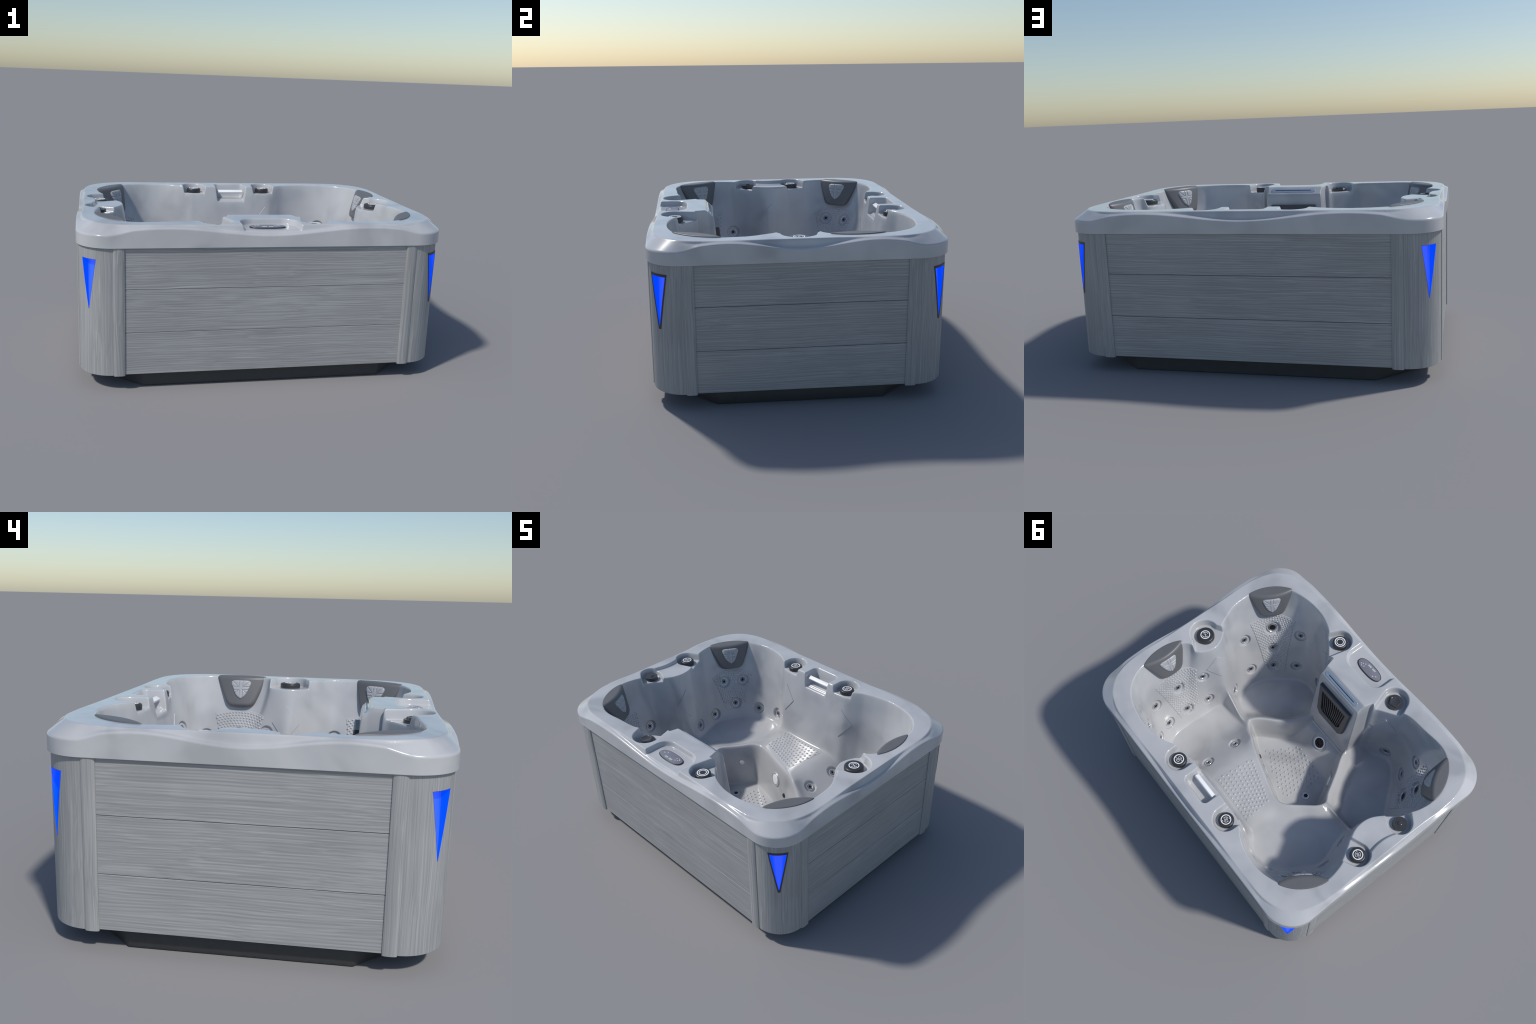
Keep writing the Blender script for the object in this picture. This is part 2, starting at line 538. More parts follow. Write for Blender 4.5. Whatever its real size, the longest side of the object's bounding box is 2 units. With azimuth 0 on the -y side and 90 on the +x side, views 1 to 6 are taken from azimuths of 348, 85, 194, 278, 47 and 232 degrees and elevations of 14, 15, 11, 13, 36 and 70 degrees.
def wood(name, along):
    """Grey timber-look cladding; grain runs along the object's local axis."""
    m, nt, b = material(name)
    L = nt.links.new
    N = nt.nodes.new
    tc = N('ShaderNodeTexCoord')
    oi = N('ShaderNodeObjectInfo')
    off = N('ShaderNodeVectorMath')
    off.operation = 'MULTIPLY_ADD'
    off.inputs[1].default_value = (7, 7, 7)
    L(oi.outputs['Random'], off.inputs[0])
    L(tc.outputs['Object'], off.inputs[2])
    # slow warp bends the fibres into cathedral figures
    mw = N('ShaderNodeMapping')
    s = [5.0, 5.0, 5.0]
    s[along] = 1.9
    mw.inputs['Scale'].default_value = s
    nw = N('ShaderNodeTexNoise')
    nw.inputs['Scale'].default_value = 1.0
    nw.inputs['Detail'].default_value = 1.5
    L(off.outputs['Vector'], mw.inputs['Vector'])
    L(mw.outputs['Vector'], nw.inputs['Vector'])
    add_w = N('ShaderNodeVectorMath')
    add_w.operation = 'MULTIPLY_ADD'
    k = [.036, .036, .036]
    k[along] = 0
    add_w.inputs[1].default_value = k
    L(nw.outputs['Color'], add_w.inputs[0])
    L(off.outputs['Vector'], add_w.inputs[2])
    outs = []
    for sc, stretch, det in ((200, .7, 3), (420, 2.5, 2), (90, .4, 3)):
        mp = N('ShaderNodeMapping')
        s = [sc] * 3
        s[along] = stretch
        mp.inputs['Scale'].default_value = s
        no = N('ShaderNodeTexNoise')
        no.inputs['Scale'].default_value = 1
        no.inputs['Detail'].default_value = det
        no.inputs['Roughness'].default_value = .55
        L(add_w.outputs['Vector'], mp.inputs['Vector'])
        L(mp.outputs['Vector'], no.inputs['Vector'])
        outs.append(no.outputs['Fac'])
    # growth lines that bend into long cathedral arches
    mv = N('ShaderNodeMapping')
    s = [1.0, 1.0, 1.0]
    s[along] = .13
    mv.inputs['Scale'].default_value = s
    L(off.outputs['Vector'], mv.inputs['Vector'])
    wv = N('ShaderNodeTexWave')
    wv.bands_direction = 'Z' if along == 0 else 'X'
    wv.inputs['Scale'].default_value = 24
    wv.inputs['Distortion'].default_value = 13
    wv.inputs['Detail'].default_value = 2
    wv.inputs['Detail Scale'].default_value = .42
    L(mv.outputs['Vector'], wv.inputs['Vector'])
    # broad soft patches
    big = N('ShaderNodeTexNoise')
    big.inputs['Scale'].default_value = 3
    L(off.outputs['Vector'], big.inputs['Vector'])
    mix = N('ShaderNodeMix')
    mix.inputs['Factor'].default_value = .30
    L(outs[0], mix.inputs[2])
    L(outs[1], mix.inputs[3])
    mix2 = N('ShaderNodeMix')
    mix2.inputs['Factor'].default_value = .22
    L(mix.outputs[0], mix2.inputs[2])
    L(outs[2], mix2.inputs[3])
    mix3 = N('ShaderNodeMix')
    mix3.inputs['Factor'].default_value = .14
    mixw = N('ShaderNodeMix')
    mixw.inputs['Factor'].default_value = .11 if along == 0 else .0
    L(mix2.outputs[0], mixw.inputs[2])
    L(wv.outputs['Fac'], mixw.inputs[3])
    L(mixw.outputs[0], mix3.inputs[2])
    L(big.outputs['Fac'], mix3.inputs[3])
    r = N('ShaderNodeValToRGB')
    cr = r.color_ramp
    cr.elements[0].position, cr.elements[0].color = .30, (.240, .243, .243, 1)
    cr.elements[1].position, cr.elements[1].color = .72, (.46, .475, .475, 1)
    e = cr.elements.new(.47)
    e.color = (.312, .316, .316, 1)
    e = cr.elements.new(.56)
    e.color = (.368, .375, .376, 1)
    L(mix3.outputs[0], r.inputs['Fac'])
    # sparse pale fibres
    mp = N('ShaderNodeMapping')
    s = [150.0] * 3
    s[along] = .4
    mp.inputs['Scale'].default_value = s
    mp.inputs['Location'].default_value = (3.1, 1.7, 9.2)
    fib = N('ShaderNodeTexNoise')
    fib.inputs['Scale'].default_value = 1
    fib.inputs['Detail'].default_value = 2
    L(add_w.outputs['Vector'], mp.inputs['Vector'])
    L(mp.outputs['Vector'], fib.inputs['Vector'])
    fr = N('ShaderNodeValToRGB')
    fr.color_ramp.elements[0].position, fr.color_ramp.elements[0].color = .62, (0, 0, 0, 1)
    fr.color_ramp.elements[1].position, fr.color_ramp.elements[1].color = .80, (.8, .8, .8, 1)
    L(fib.outputs['Fac'], fr.inputs['Fac'])
    mc = N('ShaderNodeMix')
    mc.data_type = 'RGBA'
    mc.inputs[7].default_value = (.50, .515, .515, 1)
    L(fr.outputs['Color'], mc.inputs[0])
    L(r.outputs['Color'], mc.inputs[6])
    L(mc.outputs[2], b.inputs['Base Color'])
    bp = N('ShaderNodeBump')
    bp.inputs['Strength'].default_value = .12
    bp.inputs['Distance'].default_value = .002
    L(mix.outputs[0], bp.inputs['Height'])
    L(bp.outputs['Normal'], b.inputs['Normal'])
    b.inputs['Roughness'].default_value = .55
    b.inputs['Specular IOR Level'].default_value = .3
    return m


def glow(name, c1, c2, strength, stripes):
    """Emissive lens material with two close tones in upright bands."""
    m, nt, b = material(name)
    L = nt.links.new
    tc = nt.nodes.new('ShaderNodeTexCoord')
    w = nt.nodes.new('ShaderNodeTexWave')
    w.bands_direction = 'X'
    w.inputs['Scale'].default_value = stripes
    w.inputs['Distortion'].default_value = 0
    w.inputs['Phase Offset'].default_value = math.pi
    r = nt.nodes.new('ShaderNodeValToRGB')
    r.color_ramp.elements[0].position = .42
    r.color_ramp.elements[0].color = c1 + (1,)
    r.color_ramp.elements[1].position = .58
    r.color_ramp.elements[1].color = c2 + (1,)
    L(tc.outputs['Object'], w.inputs['Vector'])
    L(w.outputs['Fac'], r.inputs['Fac'])
    L(r.outputs['Color'], b.inputs['Base Color'])
    L(r.outputs['Color'], b.inputs['Emission Color'])
    b.inputs['Emission Strength'].default_value = strength
    b.inputs['Roughness'].default_value = .25
    return m


MAT = {}


def make_materials():
    MAT['shell'] = acrylic()
    MAT['plank'] = wood('grey_timber_plank', 0)
    MAT['post'] = wood('grey_timber_post', 2)
    MAT['backing'] = plain('dark_backing', (.03, .031, .033), .8)
    MAT['base'] = plain('dark_base_pan', (.048, .049, .051), .6, grain=.15, scale=30)
    MAT['pillow'] = plain('grey_foam_pillow', (.138, .140, .146), .42, grain=.06, scale=40)
    MAT['insert'] = plain('pale_pillow_insert', (.42, .43, .45), .38, grain=.05, scale=40)
    MAT['knob'] = plain('dark_knob_plastic', (.040, .041, .044), .35, grain=.05)
    MAT['dial'] = plain('smoked_dial', (.055, .056, .060), .18, grain=.05)
    MAT['white'] = plain('white_print', (.95, .95, .95), .4)
    MAT['green'] = plain('green_print', (.16, .50, .10), .4)
    MAT['panel'] = plain('control_panel_face', (.22, .22, .26), .3, grain=.08, scale=25)
    MAT['panel_rim'] = plain('control_panel_rim', (.035, .036, .042), .3)
    MAT['chrome'] = plain('chrome', (.72, .73, .75), .22, metal=.55, grain=.03)
    MAT['steel'] = plain('satin_steel', (.36, .37, .39), .30, metal=.6, grain=.05)
    MAT['black'] = plain('black_opening', (.004, .004, .005), .5)
    MAT['jet_insert'] = plain('dark_jet_insert', (.055, .056, .06), .25, metal=.4)
    MAT['grille'] = plain('dark_grille', (.066, .067, .070), .38, grain=.06)
    MAT['spout'] = plain('clear_white_spout', (.97, .97, .97), .30, coat=.2)
    MAT['slot'] = plain('clear_slot', (.50, .56, .64), .06, metal=.5)
    MAT['lens'] = plain('white_lens', (.93, .93, .93), .2)
    MAT['frame'] = plain('dark_light_frame', (.035, .037, .040), .4)
    MAT['blue_back'] = glow('blue_led_back', (.018, .085, .93), (.030, .102, .93), .62, 4.0)
    MAT['blue'] = glow('blue_led', (.0, .070, .95), (.0, .080, .95), .66, 5.2)


# =====================================================================
# 4. PARTS
# =====================================================================
F = None
# seat frames: middle of the pillow top and the inward direction
SEATS = {'right_back': ((.877, .296), (-1.0, 0.0)),
         'left_back': ((-.8045, .504), (.828, -.56)),
         'left_front': ((-.822, -.518), (.856, .517)),
         'right_front': ((.817, -.516), (-.864, .504))}

JETS = [  # seat jets: x, y, z guess, large?
    (.753, -.476, .579, 1), (.704, -.439, .417, 0), (.656, -.405, .265, 0), (.802, -.272, .549, 0),
    (.715, -.249, .286, 0), (.657, -.075, .260, 0), (.587, -.590, .555, 0), (.542, -.530, .272, 0),
    (.340, -.560, .255, 0),
    (.784, .300, .546, 0), (.715, .302, .340, 0), (.734, .128, .573, 0), (.695, .139, .324, 0),
    (.773, .492, .533, 0), (.705, .463, .335, 0), (.660, .612, .590, 0), (.643, .569, .345, 0),
    (.312, .195, .318, 0), (.313, .420, .318, 0),
    (-.678, .087, .425, 0), (-.733, .264, .414, 0), (-.555, .546, .416, 0), (-.390, .580, .422, 0),
    (-.769, .404, .623, 0), (-.695, .517, .622, 0), (-.687, .431, .460, 0),
    (-.367, -.591, .300, 0), (-.599, -.589, .572, 0), (-.565, -.547, .355, 0), (-.743, -.487, .548, 1),
    (-.697, -.439, .398, 1), (-.765, -.255, .350, 0), (-.816, -.273, .524, 0)]


def build_shell():
    step = .004
    org = np.array([-1.02, -.80, .062])
    n = (np.array([2.04, 1.60, .84]) / step).astype(int) + 1
    xs, ys, zs = (org[k] + step * np.arange(n[k]) for k in range(3))
    X, Y = np.meshgrid(xs, ys, indexing='ij')
    h = F.lookup(X, Y)
    gx, gy = F.slope(X, Y)
    inv = 1 / np.sqrt(1 + gx * gx + gy * gy)
    lip = -rounded_rect(X, Y, 1.0, .78, .185)
    vol = np.empty(tuple(n), np.float32)
    for k, z in enumerate(zs):
        vol[:, :, k] = smax((z - h) * inv, lip, .008)
    for c, ax, r, depth in F.dishes:
        lo = np.maximum(((c - r - .02 - org) / step).astype(int), 0)
        hi = np.minimum(((c + r + .02 - org) / step).astype(int) + 2, n)
        P = np.stack(np.meshgrid(*(org[k] + step * np.arange(lo[k], hi[k]) for k in range(3)), indexing='ij'), -1)
        q = P - c
        a = q @ ax
        rad = np.sqrt(np.maximum((q * q).sum(-1) - a * a, 0))
        sl = tuple(slice(lo[k], hi[k]) for k in range(3))
        vol[sl] = smax(vol[sl], np.minimum(r - rad, a + depth), .005)
    verts, quads = surface_net(vol, org, step)
    del vol
    edge = rounded_rect(verts[:, 0], verts[:, 1], 1.0, .78, .185) < .016
    drop = edge & (verts[:, 2] < .7705)
    quads = quads[~drop[quads].all(1)]
    used = np.unique(quads)
    remap = np.full(len(verts), -1)
    remap[used] = np.arange(len(used))
    verts, quads, low = verts[used], remap[quads], drop[used]
    verts = F.project(verts, 4)
    verts[low, 2] = .7705
    normals = F.normal(verts)
    # return of the lip below the rim
    ring = []
    for r_in, z in ((0.0, .7705), (.004, .7675), (.05, .7675)):
        pts = rounded_outline(1.0 - r_in, .78 - r_in, .185 - r_in * .5, 24)
        ring.append([(x, y, z) for x, y in pts])
    m = len(ring[0])
    base = len(verts)
    extra = np.array([p for r in ring for p in r])
    q2 = []
    for r in range(2):
        for i in range(m):
            j = (i + 1) % m
            q2.append((base + r * m + i, base + (r + 1) * m + i, base + (r + 1) * m + j, base + r * m + j))
    n2 = np.zeros_like(extra)
    n2[:, 2] = -1
    n2[:m, :2] = extra[:m, :2] / np.linalg.norm(extra[:m, :2], axis=1, keepdims=True)
    n2[:m, 2] = -.3
    verts = np.concatenate([verts, extra])
    normals = np.concatenate([normals, n2 / np.linalg.norm(n2, axis=1, keepdims=True)])
    quads = np.concatenate([quads, np.array(q2)])
    add('tub_shell', quads_mesh('tub_shell', verts, quads, normals), MAT['shell'])


def rounded_outline(hx, hy, r, seg):
    pts = []
    for cx, cy, a0 in ((hx - r, hy - r, 0), (-hx + r, hy - r, 90), (-hx + r, -hy + r, 180), (hx - r, -hy + r, 270)):
        for i in range(seg + 1):
            a = math.radians(a0 + 90 * i / seg)
            pts.append((cx + r * math.cos(a), cy + r * math.sin(a)))
    return pts


def build_cabinet():
    # base pan: a chamfered slab the cabinet overhangs
    o = [(.662, -.711), (.935, -.440), (.935, .440), (.662, .711), (-.662, .711), (-.935, .440), (-.935, -.440), (-.662, -.711)]
    add('base_pan', prism('base_pan', o, 0.0, .080, .003, 1), MAT['base'])
    levels = [(.0895, .3165), (.3187, .5490), (.5512, .774)]
    for half, length, turns in ((.7660, .757, (0, 180)), (.9860, .540, (90, 270))):
        for z0, z1 in levels:
            me = box_mesh('plank', -length, length, 0, .018, 0, z1 - z0, .0012, 1)
            for t in turns:
                a = math.radians(t)
                m = Matrix.Rotation(a, 4, 'Z') @ Matrix.Translation((0, -half, z0))
                add('plank', me, MAT['plank'], matrix=m)
        back = box_mesh('plank_backing', -length, length, .016, .03, .093, .773)
        for t in turns:
            m = Matrix.Rotation(math.radians(t), 4, 'Z') @ Matrix.Translation((0, -half, 0))
            add('plank_backing', back, MAT['backing'], matrix=m)
    for sx, sy in ((1, -1), (1, 1), (-1, 1), (-1, -1)):
        build_post(sx, sy)


POST_HX, POST_HY, POST_R = .9875, .7675, .1735
LENS_TOP, LENS_TIP, LENS_HALF = .7060, .4445, 15.6      # hole for the light: heights, half angle


class Curved:
    """Collects faces drawn on the round of a post: points are (angle, height, lift)."""

    def __init__(self, sx, sy):
        self.sx, self.sy, self.v, self.f = sx, sy, [], []

    def point(self, a, z, lift):
        r = POST_R + lift
        x = POST_HX - POST_R + r * math.cos(math.radians(a))
        y = -POST_HY + POST_R + r * math.sin(math.radians(a))
        self.v.append((x * self.sx, -y * self.sy, z))
        return len(self.v) - 1

    def strip(self, row_a, row_b):
        a = [self.point(*p) for p in row_a]
        b = [self.point(*p) for p in row_b]
        for i in range(len(a) - 1):
            q = (a[i], a[i + 1], b[i + 1], b[i])
            self.f.append(q if self.sx * -self.sy > 0 else q[::-1])

    def mesh(self, name, angle=35):
        me = mesh_from(name, self.v, self.f)
        return me


def build_post(sx, sy):
    """Rounded corner post with a triangular light let into it, and a trim strip down either side."""
    mid = -45.0
    z0, z1 = .0865, .774
    c = Curved(sx, sy)
    arc = [-90 + 2.5 * i for i in range(37)]
    c.strip([(a, z0, 0) for a in arc], [(a, LENS_TIP, 0) for a in arc])
    c.strip([(a, LENS_TOP, 0) for a in arc], [(a, z1, 0) for a in arc])
    c.strip([(a, z0, -.02) for a in arc], [(a, z0, 0) for a in arc])
    rows = 12

    def half(t):
        return .25 + (LENS_HALF - .25) * t
    for i in range(rows):
        ta, tb = i / rows, (i + 1) / rows
        za, zb = (LENS_TIP + (LENS_TOP - LENS_TIP) * t for t in (ta, tb))
        for lo, hi in ((lambda h: -90, lambda h: mid - h), (lambda h: mid + h, lambda h: 0)):
            ra = [(lo(half(ta)) + (hi(half(ta)) - lo(half(ta))) * k / 14, za, 0) for k in range(15)]
            rb = [(lo(half(tb)) + (hi(half(tb)) - lo(half(tb))) * k / 14, zb, 0) for k in range(15)]
            c.strip(ra, rb)
    post = add('corner_post', c.mesh('corner_post'), MAT['post'])
    # two upright trim strips, slightly domed and proud of post and planks
    for along_y in (False, True):
        prof = [(i / 8, .0030 + .0050 * math.sin(math.pi * i / 8) ** .5) for i in range(9)]
        if not along_y:
            pts = [(.756 + .0580 * t, -POST_HY - d) for t, d in prof] + [(.814, -.745), (.756, -.745)]
        else:
            pts = [(POST_HX + d, -.594 + .0550 * t) for t, d in prof] + [(.965, -.539), (.965, -.594)]
        pts = [(x * sx, -y * sy) for x, y in pts]
        if sx * -sy < 0:
            pts = pts[::-1]
        add('trim_strip', prism('trim_strip', pts, .0835, .774), MAT['post'], post)
    # the light: a triangular box of blue plastic let into the post

    def deep(z):
        return -.005 - .029 * (z - LENS_TIP) / (LENS_TOP - LENS_TIP)
    g = Curved(sx, sy)
    for s in (-1, 1):
        edge = [(mid + s * half(i / rows), LENS_TIP + (LENS_TOP - LENS_TIP) * i / rows) for i in range(rows + 1)]
        a, b = [(p, z, .0008) for p, z in edge], [(p, z, deep(z) - .001) for p, z in edge]
        g.strip(*((a, b) if s < 0 else (b, a)))
    top = [(mid - LENS_HALF + 2 * LENS_HALF * k / 10, LENS_TOP) for k in range(11)]
    g.strip([(p, z, deep(z) - .001) for p, z in top], [(p, z, .0008) for p, z in top])
    walls = len(g.f)
    for i in range(rows):
        ta, tb = i / rows, (i + 1) / rows
        za, zb = (LENS_TIP + (LENS_TOP - LENS_TIP) * t for t in (ta, tb))
        g.strip([(mid + half(ta) * (k / 6 - 1), za, deep(za)) for k in range(13)],
                [(mid + half(tb) * (k / 6 - 1), zb, deep(zb)) for k in range(13)])
    me = g.mesh('corner_light')
    me.materials.append(MAT['blue'])
    me.materials.append(MAT['blue_back'])
    for i, p in enumerate(me.polygons):
        p.material_index = 0 if i < walls else 1
    lens = add('corner_light', me, None, post)
    a = math.radians(mid)
    o = Vector(((POST_HX - POST_R + POST_R * math.cos(a)) * sx, -(-POST_HY + POST_R + POST_R * math.sin(a)) * sy, .6))
    m = Matrix.Translation(o) @ Matrix.Rotation(math.atan2(sy, sx) + math.pi / 2, 4, 'Z')
    lens.data.transform(m.inverted())
    lens.matrix_basis = m
    # dark surround; it stands proud only on the two posts that show it
    k = Curved(sx, sy)
    w, lift = (2.9, .0022) if sx > 0 else (.20, .0006)
    dz = .013 if sx > 0 else .0012

    def ring(grow):
        h, zt, zb, ht = LENS_HALF + w * grow * 1.05, LENS_TOP + dz * grow, LENS_TIP - dz * grow * 1.1, .25 + w * grow * .72
        pts = [(mid - h + 2 * h * i / 12, zt) for i in range(12)]
        pts += [(mid + h + (ht - h) * i / 16, zt + (zb - zt) * i / 16) for i in range(16)]
        pts += [(mid + ht - 2 * ht * i / 4, zb) for i in range(4)]
        pts += [(mid - ht + (ht - h) * i / 16, zb + (zt - zb) * i / 16) for i in range(17)]
        return pts
    inner, outer = ring(0.0), ring(1.0)
    k.strip([(p, z, lift) for p, z in inner], [(p, z, lift) for p, z in outer])
    k.strip([(p, z, lift) for p, z in outer], [(p, z, -.002) for p, z in outer])
    add('light_frame', k.mesh('light_frame', 50), MAT['frame'], post)


def seat_axes(key):
    (ox, oy), n = SEATS[key]
    n = np.array(n) / math.hypot(*n)
    return np.array([ox, oy]), np.array([n[1], -n[0]]), n


def implicit_mesh(name, fn, lo, hi, step):
    lo, hi = np.array(lo), np.array(hi)
    n = ((hi - lo) / step).astype(int) + 1
    P = np.stack(np.meshgrid(*(lo[k] + step * np.arange(n[k]) for k in range(3)), indexing='ij'), -1)
    v, q = surface_net(fn(P), lo, step)
    e = step * .4
    for _ in range(4):
        g = np.stack([(fn(v + d) - fn(v - d)) / (2 * e) for d in np.eye(3) * e], -1)
        v = v - g * (fn(v) / np.maximum((g * g).sum(-1), .1))[:, None].clip(-step, step)
    g = np.stack([(fn(v + d) - fn(v - d)) / (2 * e) for d in np.eye(3) * e], -1)
    return quads_mesh(name, v, q, g / np.linalg.norm(g, axis=-1, keepdims=True))


def trapezoid(s, z, top, bottom, half_top, half_bottom):
    """Signed distance (approx.), positive outside, of a shape narrowing downwards."""
    k = (half_top - half_bottom) / (top - bottom)
    side = (np.abs(s) - half_bottom - (z - bottom) * k) / math.sqrt(1 + k * k)
    return side, z - top, bottom - z


def pillow_front(s, z):
    return .036 * (1 - (s / .155) ** 2) + .28 * (-z) - .003


def pillow_shape(P):
    s, w, z = P[..., 0], P[..., 1], P[..., 2]
    side, top, bot = trapezoid(s, z, .0055, -.168, .161, .078)
    front = w - pillow_front(s, z)
    rim_arc = -.048 * (1 - np.clip(np.abs(s) / .165, 0, 1) ** 2.2)
    back = np.where(z > -.02, rim_arc - w, -.06 - w)
    d = smax(side, bot, .030)
    d = smax(d, front, .022)
    d = smax(d, top + .0012 * 0, .020)
    return smax(d, rim_arc - w, .006)


def insert_shape(P):
    s, w, z = P[..., 0], P[..., 1], P[..., 2]
    side, top, bot = trapezoid(s, z, -.020, -.128, .068, .020)
    d = smax(smax(side, bot, .045), top - .004 * np.cos(s / .068 * 1.2), .03)
    front = w - pillow_front(s, z) - .0075
    # stitched flag pattern: upright and level double lines with diagonals between
    zc = z + .062
    groove = np.minimum(np.abs(np.abs(s) - .010), np.abs(np.abs(zc) - .009) + np.where(np.abs(s) < .010, 1, 0))
    groove = np.where((np.abs(s) > .0085) | (np.abs(zc) > .009), groove, 1)
    groove = np.where((np.abs(np.abs(s) - .010) < .003) & (np.abs(zc) < .0075), 1, groove)
    diag = np.abs(np.abs(zc) - .009 - (np.abs(s) - .012) * .8) * .78
    diag = np.where((np.abs(s) > .015) & (np.abs(zc) > .013), diag, 1)
    groove = np.minimum(groove, diag)
    front = front + .0035 * np.exp(-(groove / .0020) ** 2)
    return smax(smax(d, front, .010), (pillow_front(s, z) - .012) - w, .004)


def build_pillows():
    body = implicit_mesh('pillow', pillow_shape, (-.180, -.070, -.19), (.180, .115, .020), .0035)
    pad = implicit_mesh('pillow_insert', insert_shape, (-.085, -.02, -.15), (.085, .10, .0), .0018)
    for key in SEATS:
        o, l, n = seat_axes(key)
        m = Matrix.Translation((o[0], o[1], .8835)) @ Matrix.Rotation(math.atan2(l[1], l[0]), 4, 'Z')
        p = add('pillow', body, MAT['pillow'], matrix=m)
        add('pillow_insert', pad, MAT['insert'], p)


def conform(points, direction):
    p = F.march(points, direction)
    return p, F.normal(p)


def patch_mesh(name, P, N, rows, cols, lift, edge):
    """Thin plate lying on the shell: a grid lifted off it, turned down at the border."""
    i, j = np.meshgrid(np.arange(rows), np.arange(cols), indexing='ij')
    border = (i == 0) | (j == 0) | (i == rows - 1) | (j == cols - 1)
    off = np.where(border, -edge, lift).ravel()
    for c, n, r, _ in F.dishes:                 # leave the jet dishes open
        off = np.where(np.linalg.norm(P - c, axis=1) < r * .97, -.004, off)
    V = P + N * off[:, None]
    q = [(a * cols + b, (a + 1) * cols + b, (a + 1) * cols + b + 1, a * cols + b + 1)
         for a in range(rows - 1) for b in range(cols - 1)]
    v0, v1, v2 = V[q[0][0]], V[q[0][1]], V[q[0][3]]
    mid = (rows // 2 - 1) * (cols - 1) + cols // 2
    v0, v1, v2 = V[q[mid][0]], V[q[mid][1]], V[q[mid][3]]
    if np.dot(np.cross(v1 - v0, v2 - v0), N[q[mid][0]]) < 0:
        q = [f[::-1] for f in q]
    return flat_by_angle(mesh_from(name, V, q), 40)


DOMES = ([], [])


def dome(p, n, r, high):
    """One raised massage bump, joined with the others of its field."""
    v, f = DOMES
    m = np.array(frame(p, n).to_3x3())
    seg = 8
    b = len(v)
    for rr, hh in ((1.0, -.15), (.82, .50), (.45, .88)):
        for k in range(seg):
            a = 2 * math.pi * k / seg
            v.append(tuple(np.array(p) + m @ np.array([rr * r * math.cos(a), rr * r * math.sin(a), hh * high])))
    v.append(tuple(np.array(p) + np.array(n) * high))
    for ring in (0, 1):
        for k in range(seg):
            a, c = b + ring * seg + k, b + ring * seg + (k + 1) % seg
            f.append((a, c, c + seg, a + seg))
    for k in range(seg):
        f.append((b + 2 * seg + k, b + 2 * seg + (k + 1) % seg, b + 3 * seg))


def near_jet(p, gap):
    return any(np.linalg.norm(p - c) < r + gap for c, _, r, _ in F.dishes)


PADS = {'right_back': (.665, .690, .300, .155, .075), 'left_back': (.668, .695, .420, .158, .070),
        'left_front': (.668, .692, .280, .158, .075), 'right_front': (.664, .692, .215, .160, .062)}


def build_pads():
    for key, (z_side, z_mid, z_low, half_top, half_low) in PADS.items():
        o, l, n = seat_axes(key)

        def spot(u, v):
            zt = z_mid - (z_mid - z_side) * u * u
            half = half_top + (half_low - half_top) * v ** .75
            return u * half, zt + (z_low - zt) * v

        def place(uv):
            sz = np.array([spot(u, v) for u, v in uv])
            start = np.concatenate([o + np.outer(sz[:, 0], l) + n * .42 * (1 if key != 'right_front' else 1.05), sz[:, 1:]], 1)
            return conform(start, np.array([-n[0], -n[1], 0]))
        rows, cols = 44, 36
        # border rows are doubled so the rim of the plate is a sharp little step
        vs = np.concatenate([[0], np.linspace(.006, .994, rows - 2), [1]])
        us = np.concatenate([[-1], np.linspace(-.985, .985, cols - 2), [1]])
        P, N = place([(u, v) for v in vs for u in us])
        add('backrest_pad', patch_mesh('backrest_pad', P, N, rows, cols, .0026, .002), MAT['shell'])
        uv = []
        r = 0
        while True:
            z = z_mid - .015 - r * .0150
            if z < z_low + .045:
                break
            v = (z_mid - z) / (z_mid - z_low)
            half = half_top + (half_low - half_top) * v ** .75
            k = int(2 * half / .0170) - 1
            for i in range(k):
                uv.append(((i + .5 + (.25 if r % 2 else -.25)) / k * 2 - 1, v))
            r += 1
        P, N = place(uv)
        for p, nn in zip(P, N):
            if not near_jet(p, .004):
                dome(p + nn * .0022, nn, .0068, .0052)


